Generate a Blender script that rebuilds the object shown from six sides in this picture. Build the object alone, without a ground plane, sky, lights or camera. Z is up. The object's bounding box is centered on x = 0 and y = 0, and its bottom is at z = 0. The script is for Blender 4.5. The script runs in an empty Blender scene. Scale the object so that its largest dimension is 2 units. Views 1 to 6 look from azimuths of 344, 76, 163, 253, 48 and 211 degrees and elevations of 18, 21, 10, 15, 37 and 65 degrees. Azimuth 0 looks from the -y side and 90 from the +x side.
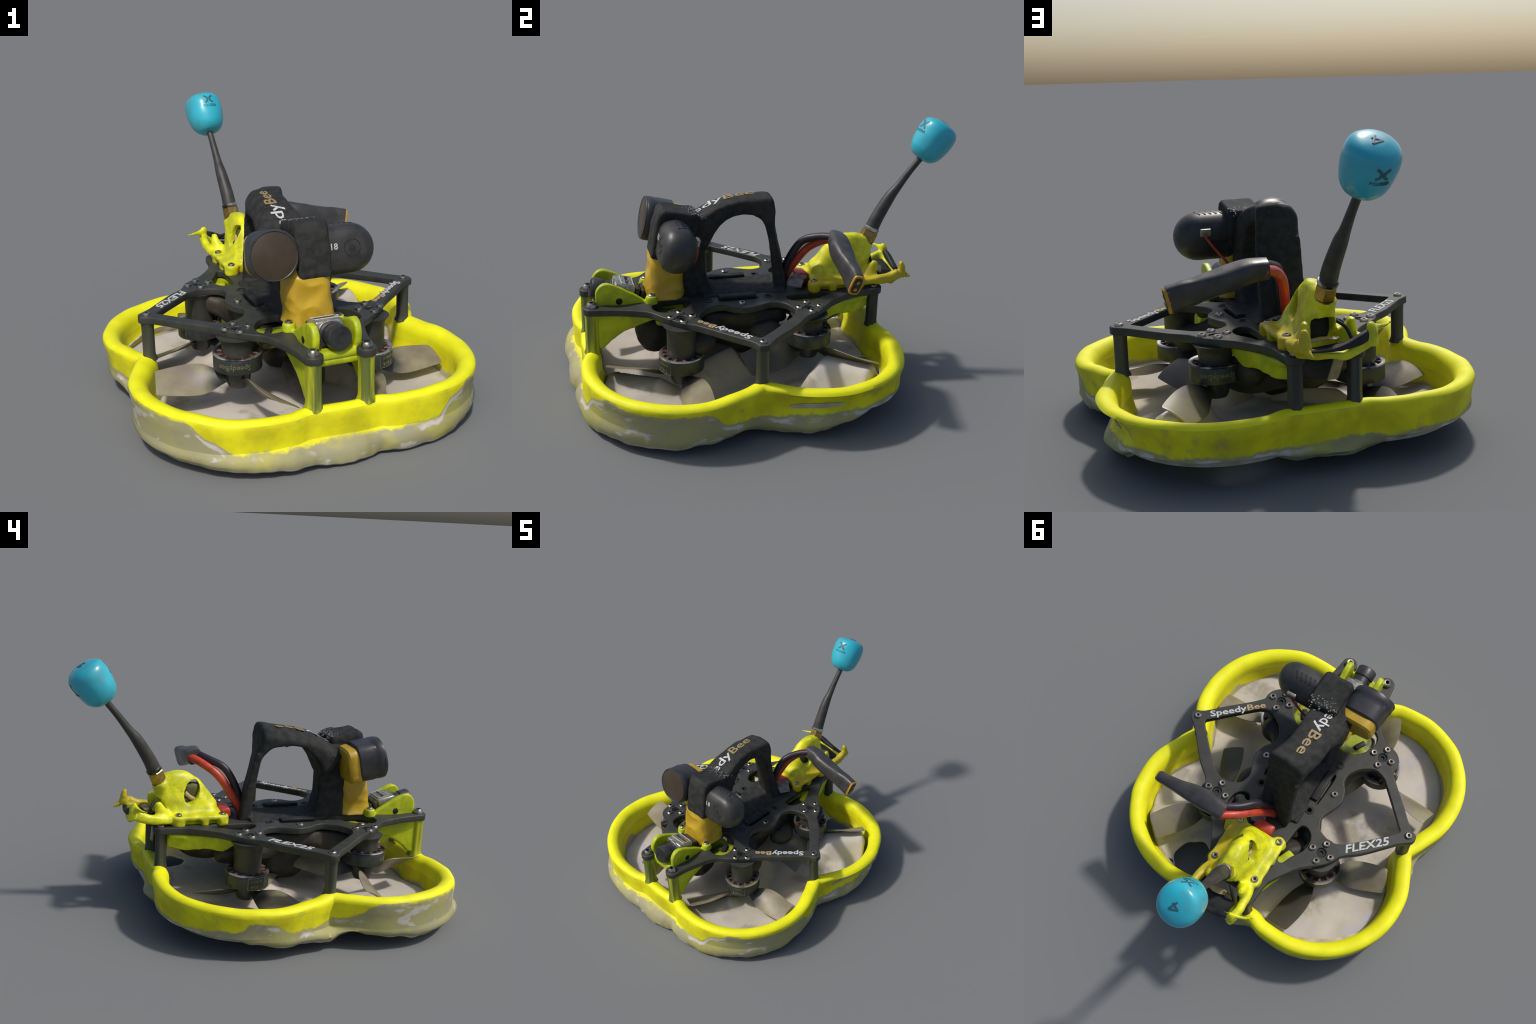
import bpy, bmesh, math, random
import numpy as np
from mathutils import Vector, Matrix, noise

random.seed(7)
SC = bpy.context.scene
COL = SC.collection
PI = math.pi

# ------------------------------------------------------------------ materials
def lin(c):
    return tuple(((v / 255) / 12.92 if v / 255 <= 0.04045 else ((v / 255 + 0.055) / 1.055) ** 2.4) for v in c)

class NT:
    """small node-tree writer"""
    def __init__(s, name):
        s.m = bpy.data.materials.new(name); s.m.use_nodes = True
        s.t = s.m.node_tree; s.p = s.t.nodes['Principled BSDF']
        s.tc = s.t.nodes.new('ShaderNodeTexCoord')
    def n(s, kind, **kw):
        nd = s.t.nodes.new('ShaderNode' + kind)
        for k, v in kw.items(): setattr(nd, k, v)
        return nd
    def l(s, a, b): s.t.links.new(a, b)
    def put(s, sock, v):
        if hasattr(v, 'is_output'): s.l(v, sock)
        elif isinstance(v, (tuple, list)): sock.default_value = tuple(v) + ((1,) if len(v) == 3 and len(sock.default_value) == 4 else ())
        else: sock.default_value = v
    def math(s, op, a, b=0.0, c=None):
        nd = s.n('Math', operation=op); s.put(nd.inputs[0], a); s.put(nd.inputs[1], b)
        if c is not None: s.put(nd.inputs[2], c)
        return nd.outputs[0]
    def noise(s, scale, detail=4, rough=0.55, stretch=(1, 1, 1), off=(0, 0, 0)):
        mp = s.n('Mapping'); s.l(s.tc.outputs['Object'], mp.inputs['Vector'])
        mp.inputs['Scale'].default_value = stretch; mp.inputs['Location'].default_value = off
        nd = s.n('TexNoise'); s.l(mp.outputs[0], nd.inputs['Vector'])
        nd.inputs['Scale'].default_value = scale; nd.inputs['Detail'].default_value = detail
        nd.inputs['Roughness'].default_value = rough
        return nd.outputs['Fac']
    def ramp(s, fac, stops, interp='LINEAR'):
        nd = s.n('ValToRGB'); s.l(fac, nd.inputs[0]); cr = nd.color_ramp; cr.interpolation = interp
        while len(cr.elements) < len(stops): cr.elements.new(0.5)
        for e, (p, c) in zip(cr.elements, stops):
            e.position = p; e.color = (tuple(c) + (1,)) if isinstance(c, (tuple, list)) else (c, c, c, 1)
        return nd.outputs[0]
    def mix(s, fac, a, b):
        nd = s.n('Mix', data_type='RGBA'); s.put(nd.inputs[0], fac); s.put(nd.inputs[6], a); s.put(nd.inputs[7], b)
        return nd.outputs[2]
    def step(s, v, lo, hi):
        nd = s.n('MapRange', interpolation_type='SMOOTHSTEP'); s.put(nd.inputs[0], v)
        nd.inputs[1].default_value = lo; nd.inputs[2].default_value = hi
        return nd.outputs[0]
    def bump(s, h, strength, dist=0.01):
        nd = s.n('Bump'); nd.inputs['Strength'].default_value = strength; nd.inputs['Distance'].default_value = dist
        s.l(h, nd.inputs['Height']); s.l(nd.outputs[0], s.p.inputs['Normal'])
    def xyz(s):
        sp = s.n('SeparateXYZ'); s.l(s.tc.outputs['Object'], sp.inputs[0]); return sp.outputs
    def done(s, color, rough=0.5, metal=0.0, spec=0.5, coat=0.0):
        s.put(s.p.inputs['Base Color'], color); s.put(s.p.inputs['Roughness'], rough)
        s.put(s.p.inputs['Metallic'], metal); s.put(s.p.inputs['Specular IOR Level'], spec)
        s.put(s.p.inputs['Coat Weight'], coat)
        return s.m

def mottled(name, c1, c2, scale=14, rough=0.5, metal=0.0, bump=0.0, bscale=90, spec=0.5, lo=0.35, hi=0.65, stretch=(1, 1, 1), coat=0.0):
    t = NT(name)
    f = t.step(t.noise(scale, stretch=stretch), lo, hi)
    if bump: t.bump(t.noise(bscale, 3), bump, 0.004)
    return t.done(t.mix(f, c1, c2), rough, metal, spec, coat)

M = {}
M['yellow'] = mottled('yellow_rubber', (0.90, 0.89, 0.010), (0.82, 0.80, 0.010), 9, 0.55, bump=0.12, bscale=120, spec=0.35)
M['carbon'] = mottled('carbon_plate', (0.032, 0.034, 0.030), (0.046, 0.047, 0.041), 16, 0.5, bump=0.1, bscale=160, spec=0.4)
M['carbon_edge'] = M['carbon']
M['dark'] = mottled('dark_plastic', (0.012, 0.013, 0.013), (0.024, 0.025, 0.025), 20, 0.6, spec=0.35)
M['strap'] = mottled('woven_strap', (0.020, 0.021, 0.020), (0.036, 0.036, 0.034), 30, 0.75, bump=0.5, bscale=240, spec=0.25)
M['strap_pattern'] = M['strap']
M['cam'] = mottled('camera_shell', (0.026, 0.026, 0.025), (0.045, 0.043, 0.040), 18, 0.42, bump=0.12, bscale=200, spec=0.5)
M['housing'] = mottled('lens_housing_shell', (0.028, 0.028, 0.032), (0.042, 0.040, 0.046), 18, 0.4, bump=0.1, bscale=150)
M['lens'] = mottled('brown_filter_glass', (0.050, 0.036, 0.022), (0.062, 0.045, 0.030), 12, 0.3, spec=0.4)
M['bell'] = mottled('motor_bell_paint', (0.020, 0.025, 0.024), (0.034, 0.039, 0.037), 25, 0.38, spec=0.5)
M['chrome'] = mottled('bright_steel', (0.05, 0.05, 0.052), (0.62, 0.60, 0.57), 9, 0.28, 0.8, lo=.42, hi=.60)
M['steel'] = mottled('screw_steel', (0.26, 0.23, 0.19), (0.52, 0.49, 0.43), 60, 0.32, 1.0)
M['socket'] = mottled('hex_socket_dark', (0.015, 0.014, 0.013), (0.03, 0.028, 0.025), 60, 0.6)
M['copper'] = mottled('copper_winding', (0.05, 0.022, 0.016), (0.17, 0.065, 0.04), 45, 0.5, 0.3)
M['amber'] = mottled('amber_rubber', (0.56, 0.36, 0.022), (0.44, 0.28, 0.018), 11, 0.42, bump=0.15, bscale=40)
M['lime'] = mottled('lime_rubber', (0.52, 0.58, 0.008), (0.36, 0.44, 0.010), 18, 0.45, bump=0.15, bscale=60)
def m_mount():
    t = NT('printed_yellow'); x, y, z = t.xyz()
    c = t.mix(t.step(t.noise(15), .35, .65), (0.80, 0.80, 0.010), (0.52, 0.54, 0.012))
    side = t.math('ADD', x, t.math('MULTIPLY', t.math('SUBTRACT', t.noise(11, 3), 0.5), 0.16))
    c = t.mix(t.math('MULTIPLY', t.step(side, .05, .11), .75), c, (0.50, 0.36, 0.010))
    c = t.mix(t.math('MULTIPLY', t.step(t.noise(24, 3, off=(4, 1, 7)), .62, .74), .45), c, (0.26, 0.22, 0.02))
    t.bump(t.noise(130, 3), 0.3, 0.004)
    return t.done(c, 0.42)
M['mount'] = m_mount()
M['cyan'] = mottled('cyan_shell', (0.028, 0.45, 0.57), (0.06, 0.35, 0.43), 9, 0.3, spec=0.5, coat=0.3, lo=.45, hi=.75, bump=.08, bscale=40)
M['ink'] = mottled('grey_ink', (0.03, 0.10, 0.13), (0.04, 0.14, 0.18), 60, 0.5)
M['white'] = mottled('white_print', (0.62, 0.62, 0.61), (0.44, 0.44, 0.43), 120, 0.6)
M['gold'] = mottled('gold_print', (0.36, 0.27, 0.12), (0.26, 0.19, 0.08), 120, 0.5)
M['gold_light'] = mottled('pale_gold_print', (0.50, 0.38, 0.19), (0.40, 0.30, 0.14), 120, 0.5)
M['khaki'] = mottled('khaki_print', (0.16, 0.16, 0.09), (0.10, 0.10, 0.06), 120, 0.5)
M['boot'] = mottled('rubber_boot', (0.030, 0.028, 0.025), (0.050, 0.046, 0.040), 20, 0.5, bump=0.1, bscale=60)
M['brass'] = mottled('brass_nut', (0.45, 0.30, 0.09), (0.32, 0.22, 0.07), 40, 0.3, 0.9)
M['shrink'] = mottled('heat_shrink', (0.040, 0.040, 0.040), (0.062, 0.058, 0.056), 16, 0.38, bump=0.2, bscale=40)
M['plug'] = mottled('amber_plug', (0.55, 0.30, 0.03), (0.42, 0.22, 0.02), 30, 0.4)
M['red'] = mottled('red_wire', (0.55, 0.060, 0.030), (0.40, 0.040, 0.022), 20, 0.4)
M['purple'] = mottled('dark_wire', (0.030, 0.018, 0.032), (0.016, 0.013, 0.018), 20, 0.45)
M['silver'] = mottled('camera_silver', (0.42, 0.42, 0.36), (0.26, 0.26, 0.22), 30, 0.35, 0.6)
M['board'] = mottled('circuit_board', (0.020, 0.022, 0.016), (0.06, 0.05, 0.02), 60, 0.5)
M['goldpin'] = mottled('gold_pins', (0.32, 0.22, 0.05), (0.12, 0.09, 0.03), 90, 0.4, 0.4)
M['greytab'] = mottled('grey_tab', (0.30, 0.28, 0.26), (0.14, 0.13, 0.13), 20, 0.5)
M['beige'] = mottled('beige_tab', (0.45, 0.34, 0.16), (0.34, 0.25, 0.10), 40, 0.5)

def m_standoff(name, a, b):
    t = NT(name); f = t.step(t.noise(28, 4, stretch=(1, 1, 0.06)), 0.42, 0.6)
    return t.done(t.mix(f, a, b), 0.5)
M['post_yellow'] = m_standoff('streaked_yellow_post', (0.46, 0.48, 0.015), (0.12, 0.155, 0.03))
M['post_dark'] = m_standoff('streaked_dark_post', (0.034, 0.037, 0.033), (0.06, 0.064, 0.046))

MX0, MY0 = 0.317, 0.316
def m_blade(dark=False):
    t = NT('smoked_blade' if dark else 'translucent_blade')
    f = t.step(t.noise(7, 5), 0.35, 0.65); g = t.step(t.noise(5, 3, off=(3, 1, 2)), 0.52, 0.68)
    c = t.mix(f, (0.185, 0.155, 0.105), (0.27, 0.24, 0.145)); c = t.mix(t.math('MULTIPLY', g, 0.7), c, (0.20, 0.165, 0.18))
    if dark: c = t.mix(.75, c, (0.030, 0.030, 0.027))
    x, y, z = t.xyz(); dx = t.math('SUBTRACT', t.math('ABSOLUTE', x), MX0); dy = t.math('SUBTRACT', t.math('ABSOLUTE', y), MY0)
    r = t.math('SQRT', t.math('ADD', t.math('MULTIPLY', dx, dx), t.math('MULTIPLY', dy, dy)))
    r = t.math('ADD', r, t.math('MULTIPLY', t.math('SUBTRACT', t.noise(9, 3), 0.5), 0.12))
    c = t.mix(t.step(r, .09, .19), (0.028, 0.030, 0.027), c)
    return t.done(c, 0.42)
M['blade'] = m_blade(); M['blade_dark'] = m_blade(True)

def m_floor():
    t = NT('scanned_table_floor')
    a = t.step(t.noise(3.2, 5), 0.38, 0.66); b = t.step(t.noise(5, 4, off=(5, 2, 1)), 0.55, 0.72)
    c = t.mix(a, (0.60, 0.55, 0.49), (0.47, 0.43, 0.365)); c = t.mix(t.math('MULTIPLY', b, 0.75), c, (0.50, 0.46, 0.56))
    e = t.step(t.noise(4.2, 5, off=(8, 8, 3)), 0.54, 0.64); c = t.mix(t.math('MULTIPLY', e, 0.7), c, (0.29, 0.26, 0.20))
    g = t.noise(60, 3, stretch=(1, 0.12, 1)); c = t.mix(t.math('MULTIPLY', t.step(g, 0.45, 0.7), 0.25), c, (0.55, 0.50, 0.40))
    t.bump(g, 0.15, 0.004)
    return t.done(c, 0.85, spec=0.2)
M['floor'] = m_floor()

# height above which the outer wall is clean yellow, by bearing (deg) round the body
WALL_YELLOW = [(-180, .15), (-172, .18), (-165, .245), (-135, .248), (-128, .17), (-122, .115), (-90, .105), (-62, .12),
               (-56, .19), (-48, .225), (-38, .20), (-20, .21), (-12, .125), (5, .115), (30, .12), (40, .14), (60, .125), (90, .125),
               (112, .13), (130, .125), (146, .15), (152, .20), (158, .19), (163, .14), (172, .13), (180, .15)]

def m_wall():
    t = NT('guard_wall'); x, y, z = t.xyz()
    ang = t.math('ARCTAN2', y, x); u = t.math('ADD', t.math('DIVIDE', ang, 2 * PI), 0.5)
    h = t.ramp(u, [((a + 180) / 360, v * 3) for a, v in WALL_YELLOW], 'EASE')
    h = t.math('DIVIDE', h, 3.0)
    wob = t.math('ADD', t.math('MULTIPLY', t.math('SUBTRACT', t.noise(7, 3), 0.5), 0.05), t.math('MULTIPLY', t.math('SUBTRACT', t.noise(38, 3), 0.5), 0.02))
    d = t.math('SUBTRACT', t.math('ADD', z, wob), h)
    yel = t.mix(t.step(t.noise(6, 3), 0.35, 0.65), (0.84, 0.80, 0.010), (0.62, 0.58, 0.012))
    ol = t.mix(t.step(t.noise(5, 4, off=(2, 7, 1)), 0.35, 0.65), (0.40, 0.375, 0.145), (0.35, 0.325, 0.18))
    ol = t.mix(t.math('MULTIPLY', t.step(t.noise(7, 4, off=(9, 3, 4)), 0.52, 0.72), 0.7), ol, (0.50, 0.47, 0.09))
    ol = t.mix(t.math('MULTIPLY', t.step(t.noise(4, 3, off=(1, 5, 8)), 0.56, 0.7), 0.5), ol, (0.30, 0.29, 0.25))
    c = t.mix(t.step(d, -0.006, 0.008), ol, yel)
    band = t.math('MULTIPLY', t.step(d, -0.034, -0.024), t.math('SUBTRACT', 1.0, t.step(d, -0.014, -0.004)))
    patch = t.step(t.noise(4.5, 3, off=(4, 4, 0)), 0.50, 0.60)
    c = t.mix(t.math('MULTIPLY', band, patch), c, (0.60, 0.56, 0.53))
    low = t.math('SUBTRACT', 1.0, t.step(d, -.03, .0)); bl = t.step(t.noise(7, 4, stretch=(1, 1, 2.2), off=(6, 2, 9)), 0.60, 0.66)
    c = t.mix(t.math('MULTIPLY', t.math('MULTIPLY', low, bl), .75), c, (0.58, 0.55, 0.52))
    sm = t.step(t.noise(6, 4, off=(2, 2, 6)), 0.58, 0.72); c = t.mix(t.math('MULTIPLY', sm, .45), c, (0.22, 0.21, 0.11))
    t.bump(t.noise(40, 4), 0.2, 0.006)
    return t.done(c, 0.6, spec=0.3)
M['wall'] = m_wall()

def m_inner():
    t = NT('guard_inside'); x, y, z = t.xyz()
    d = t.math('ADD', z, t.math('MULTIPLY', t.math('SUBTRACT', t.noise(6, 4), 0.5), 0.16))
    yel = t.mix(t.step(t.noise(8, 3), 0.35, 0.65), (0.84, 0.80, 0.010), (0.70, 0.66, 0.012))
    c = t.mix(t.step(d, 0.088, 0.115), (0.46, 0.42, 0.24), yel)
    t.bump(t.noise(40, 4), 0.12, 0.006)
    return t.done(c, 0.6, spec=0.3)
M['inner'] = m_inner()
M['skirt_edge'] = mottled('pale_torn_edge', (0.62, 0.58, 0.51), (0.44, 0.41, 0.30), 12, 0.8, spec=0.2, bump=0.2, bscale=50)

# ------------------------------------------------------------------ helpers
ROOT = bpy.data.objects.new('camera_drone', None)
ROOT.location = (0.0015, -0.162, 0); ROOT.rotation_euler = (0, 0, math.radians(1.6))
ROOT['label'] = 'small yellow ducted camera drone with cyan antenna'
ROOT['category'] = 'camera drone'
COL.objects.link(ROOT)

def smooth(me, ang=40):
    me.polygons.foreach_set('use_smooth', [True] * len(me.polygons))
    me.set_sharp_from_angle(angle=math.radians(ang))

def obj(name, me, mat=None, parent=None, ang=40, kind=None):
    o = bpy.data.objects.new(name, me); COL.objects.link(o)
    if mat is not None and not me.materials:
        me.materials.append(M[mat] if isinstance(mat, str) else mat)
    if ang: smooth(me, ang)
    o.parent = parent or ROOT
    if kind: o['kind'] = kind
    return o

def mesh(verts, faces, name='part'):
    me = bpy.data.meshes.new(name); me.from_pydata([tuple(map(float, v)) for v in verts], [], [tuple(f) for f in faces]); me.validate(); return me

def loft(rings, cap=True, closed=False):
    """rings: list of (n,3) loops, joined in order"""
    n = len(rings[0]); V = np.vstack(rings); F = []
    R = len(rings)
    for i in range(R if closed else R - 1):
        a, b = i * n, ((i + 1) % R) * n
        for k in range(n):
            k2 = (k + 1) % n
            F.append((a + k, a + k2, b + k2, b + k))
    if cap and not closed:
        F.append(tuple(range(n - 1, -1, -1))); F.append(tuple(range((R - 1) * n, R * n)))
    me = mesh(V, F)
    bm = bmesh.new(); bm.from_mesh(me); bmesh.ops.recalc_face_normals(bm, faces=bm.faces); bm.to_mesh(me); bm.free()
    return me

def catmull(P, n=10, closed=True):
    P = np.array(P, float); N = len(P); out = []
    for i in range(N if closed else N - 1):
        if closed: p0, p1, p2, p3 = P[i - 1], P[i], P[(i + 1) % N], P[(i + 2) % N]
        else: p0, p1, p2, p3 = P[max(i - 1, 0)], P[i], P[i + 1], P[min(i + 2, N - 1)]
        for k in range(n):
            t = k / n
            out.append(.5 * ((2 * p1) + (-p0 + p2) * t + (2 * p0 - 5 * p1 + 4 * p2 - p3) * t * t + (-p0 + 3 * p1 - 3 * p2 + p3) * t ** 3))
    if not closed: out.append(P[-1])
    return np.array(out)

def lathe(profile, seg=40, axis=(0, 0, 1), at=(0, 0, 0)):
    q = Vector((0, 0, 1)).rotation_difference(Vector(axis)).to_matrix(); rings = []
    for r, z in profile:
        rings.append([tuple(q @ Vector((r * math.cos(a), r * math.sin(a), z)) + Vector(at)) for a in np.arange(seg) * 2 * PI / seg])
    return loft([np.array(r) for r in rings])

def superloop(w, h, n=24, p=4.0):
    a = np.arange(n) * 2 * PI / n; c, s = np.cos(a), np.sin(a)
    return np.stack([w * np.sign(c) * np.abs(c) ** (2 / p), h * np.sign(s) * np.abs(s) ** (2 / p)], 1)

def tube(path, sizes, n=16, p=2.0, up=(0, 0, 1), sub=6):
    """sweep of a (super)elliptic section; sizes = (half width, half height) per control point"""
    P = catmull(path, sub, False); S = catmull([(a, b, 0) for a, b in sizes], sub, False); rings = []
    for i in range(len(P)):
        t = Vector(P[min(i + 1, len(P) - 1)] - P[max(i - 1, 0)]).normalized()
        u = Vector(up); side = t.cross(u)
        if side.length < 1e-4: side = Vector((1, 0, 0))
        side.normalize(); u = side.cross(t)
        L = superloop(S[i][0], S[i][1], n, p)
        rings.append(np.array([np.array(P[i]) + np.array(side) * a + np.array(u) * b for a, b in L]))
    return loft(rings)

def box(lo, hi, bev=0.008, seg=3, rot=None, pivot=(0, 0, 0)):
    bm = bmesh.new(); bmesh.ops.create_cube(bm, size=1)
    lo, hi = np.array(lo, float), np.array(hi, float)
    for v in bm.verts: v.co = Vector((lo + hi) / 2 + np.array(v.co) * (hi - lo))
    if bev: bmesh.ops.bevel(bm, geom=bm.edges[:], offset=bev, segments=seg, affect='EDGES', profile=0.5)
    if rot is not None:
        for v in bm.verts: v.co = rot @ (v.co - Vector(pivot)) + Vector(pivot)
    me = bpy.data.meshes.new('box'); bm.to_mesh(me); bm.free(); return me

def prism(outlines, z0, z1, bev=0.004, res=1):
    """flat plate: outer outline and holes, extruded and rounded"""
    cu = bpy.data.curves.new('plate', 'CURVE'); cu.dimensions = '2D'; cu.fill_mode = 'BOTH'
    for L in outlines:
        sp = cu.splines.new('POLY'); sp.points.add(len(L) - 1); sp.use_cyclic_u = True
        for q, (x, y) in zip(sp.points, L): q.co = (x, y, 0, 1)
    cu.extrude = (z1 - z0) / 2 - bev; cu.bevel_depth = bev; cu.bevel_resolution = res; cu.offset = -bev
    o = bpy.data.objects.new('plate_tmp', cu); COL.objects.link(o)
    me = bpy.data.meshes.new_from_object(o.evaluated_get(bpy.context.evaluated_depsgraph_get()))
    bpy.data.objects.remove(o); bpy.data.curves.remove(cu)
    me.transform(Matrix.Translation((0, 0, (z0 + z1) / 2)))
    me.materials.clear()
    return me

def text(body, size, depth=0.002, res=2, fat=0.012):
    cu = bpy.data.curves.new('txt', 'FONT'); cu.body = body; cu.size = size; cu.extrude = depth / 2; cu.resolution_u = res
    cu.align_x = 'CENTER'; cu.align_y = 'CENTER'; cu.offset = size * fat
    o = bpy.data.objects.new('txt_tmp', cu); COL.objects.link(o)
    me = bpy.data.meshes.new_from_object(o.evaluated_get(bpy.context.evaluated_depsgraph_get()))
    bpy.data.objects.remove(o); bpy.data.curves.remove(cu); me.materials.clear()
    return me

def frame(origin, xdir, zdir):
    z = Vector(zdir).normalized(); x = Vector(xdir); x = (x - z * x.dot(z)).normalized(); y = z.cross(x)
    m = Matrix((x, y, z)).transposed().to_4x4(); m.translation = Vector(origin); return m

def joined(meshes):
    bm = bmesh.new()
    for me in meshes: bm.from_mesh(me)
    out = bpy.data.meshes.new('joined'); bm.to_mesh(out); bm.free(); return out

def fused(meshes, voxel=0.006, it=4, cut=None, fac=0.5):
    """union of solids into one soft printed / moulded body"""
    o = bpy.data.objects.new('fuse_tmp', joined(meshes)); COL.objects.link(o)
    r = o.modifiers.new('r', 'REMESH'); r.mode = 'VOXEL'; r.voxel_size = voxel
    if cut:
        c = bpy.data.objects.new('cut_tmp', joined(cut)); COL.objects.link(c)
        b = o.modifiers.new('b', 'BOOLEAN'); b.operation = 'DIFFERENCE'; b.object = c; b.solver = 'EXACT'; b.use_self = True
        r2 = o.modifiers.new('r2', 'REMESH'); r2.mode = 'VOXEL'; r2.voxel_size = voxel
    s = o.modifiers.new('s', 'SMOOTH'); s.factor = fac; s.iterations = it
    bpy.context.view_layer.update()
    me = bpy.data.meshes.new_from_object(o.evaluated_get(bpy.context.evaluated_depsgraph_get()))
    bpy.data.objects.remove(o)
    if cut: bpy.data.objects.remove(c)
    me.materials.clear(); return me

def mapped(me, f):
    for v in me.vertices: v.co = f(v.co)
    return me

def noisy(me, amp, scale, seed=0):
    for v in me.vertices:
        d = noise.noise_vector(v.co * scale + Vector((seed, seed * 2, 0))) * amp; v.co = v.co + d
    return me

def periodic(table):
    a = np.array([t[0] for t in table], float); v = np.array([t[1] for t in table], float); o = np.argsort(a); a, v = a[o], v[o]
    a = np.concatenate([a - 360, a, a + 360]); v = np.concatenate([v, v, v])
    def f(x):
        i = np.searchsorted(a, x) - 1; t = (x - a[i]) / (a[i + 1] - a[i]); t = t * t * (3 - 2 * t)
        return v[i] * (1 - t) + v[i + 1] * t
    return f

# ------------------------------------------------------------------ duct ring
MX, MY = 0.317, 0.316                      # motor centres at (+-MX, +-MY)
def guard_line():
    q = [(.645, 0)] + [(MX + .43 * math.cos(math.radians(a)), MY + .43 * math.sin(math.radians(a))) for a in (-32, -10, 12, 34, 56, 78, 100, 112)] + [(0, .722)]
    pts = q + [(-x, y) for x, y in q[-2::-1]] + [(-x, -y) for x, y in q[1:]] + [(x, -y) for x, y in q[-2:0:-1]]
    C = catmull(pts, 40)
    # even spacing
    d = np.r_[0, np.cumsum(np.hypot(*np.diff(np.vstack([C, C[:1]]), axis=0).T))]
    s = np.linspace(0, d[-1], 481)[:-1]; D = np.vstack([C, C[:1]])
    return np.stack([np.interp(s, d, D[:, 0]), np.interp(s, d, D[:, 1])], 1)
G = guard_line()
GT = np.roll(G, -1, 0) - np.roll(G, 1, 0); GN = np.stack([GT[:, 1], -GT[:, 0]], 1); GN /= np.linalg.norm(GN, axis=1)[:, None]
GA = np.degrees(np.arctan2(G[:, 1], G[:, 0]))

rim_top = periodic([(-180, .266), (-165, .262), (-150, .264), (-137, .262), (-120, .243), (-106, .236), (-90, .236), (-77, .238), (-62, .246),
                    (-45, .240), (-28, .240), (-12, .252), (0, .264), (14, .254), (31, .248), (64, .254), (90, .262), (116, .260), (133, .252), (158, .249), (170, .256)])
skirt_low = periodic([(-171, .082), (-150, .050), (-138, .046), (-121, .040), (-107, .028), (-92, .014), (-75, .014), (-62, .014), (-45, .032), (-30, .032),
                      (-20, .046), (-9, .054), (3, .026), (15, .026), (28, .044), (38, .098), (50, .096), (59, .110), (70, .10), (80, .060), (91, .064), (102, .054),
                      (113, .098), (125, .126), (131, .134), (143, .112), (151, .072), (164, .058), (178, .040)])
skirt_out = periodic([(-170, .050), (-155, .052), (-136, .062), (-120, .085), (-103, .112), (-90, .112), (-75, .088), (-62, .066), (-45, .058), (-38, .052), (-20, .046),
                      (-3, .052), (8, .046), (20, .034), (32, .016), (50, .014), (64, .022), (80, .036), (95, .066), (104, .026), (125, .008), (138, .012), (150, .040), (165, .052), (178, .096)])

tuck = periodic([(-180, .03), (-140, .028), (-110, .012), (-90, .004), (-75, .014), (-58, .018), (-40, .018), (0, .026), (20, .028), (34, .055), (58, .055), (75, .03), (100, .026), (116, .048), (142, .048), (160, .03)])
def wsmooth(A, k):
    w = np.hanning(2 * k + 1); w /= w.sum(); return sum(np.roll(A, j - k, 0) * w[j] for j in range(2 * k + 1))
GS, NS = wsmooth(G, 9), wsmooth(GN, 16)
def soft_point(i, off, z): return (GS[i, 0] + NS[i, 0] * off, GS[i, 1] + NS[i, 1] * off, z)
DRAPES = [(.317, .316, 50, -1, .235, .11, .07), (.317, -.316, 245, 1, .135, .13, .0), (.317, -.316, 125, -1, .19, .16, .0), (-.317, .316, 324, -1, .15, .09, .0)]   # scanned sheet clinging under blades
def floor_z(x, y):
    p = Vector((x, y, 0)); t = min(1, max(0, (y - .02) / .4)); t = t * t * (3 - 2 * t)
    t *= .45 + .55 * min(1, max(0, (x + .1) / .3))
    z = .078 + .034 * t + noise.noise(p * 2.2 + Vector((1, 2, 3))) * .022 + noise.noise(p * 7) * .008
    for mx, my, ang, side, top, wid, flat in DRAPES:
        dx, dy = x - mx, y - my; q = math.radians(ang); al = dx * math.cos(q) + dy * math.sin(q); ac = (-dx * math.sin(q) + dy * math.cos(q)) * side
        if al < .02 or al > .40: continue
        h = min(1, 1 - (ac - flat) / wid) if ac > 0 else 1 + ac / .05
        if h <= 0: continue
        h = h * h * (3 - 2 * h) * min(1, (al - .02) / .08) * min(1, (.40 - al) / .05)
        z = max(z, z + (top - z) * h)
    return z
def ring_point(i, off, z): return (G[i, 0] + GN[i, 0] * off, G[i, 1] + GN[i, 1] * off, z)

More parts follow.
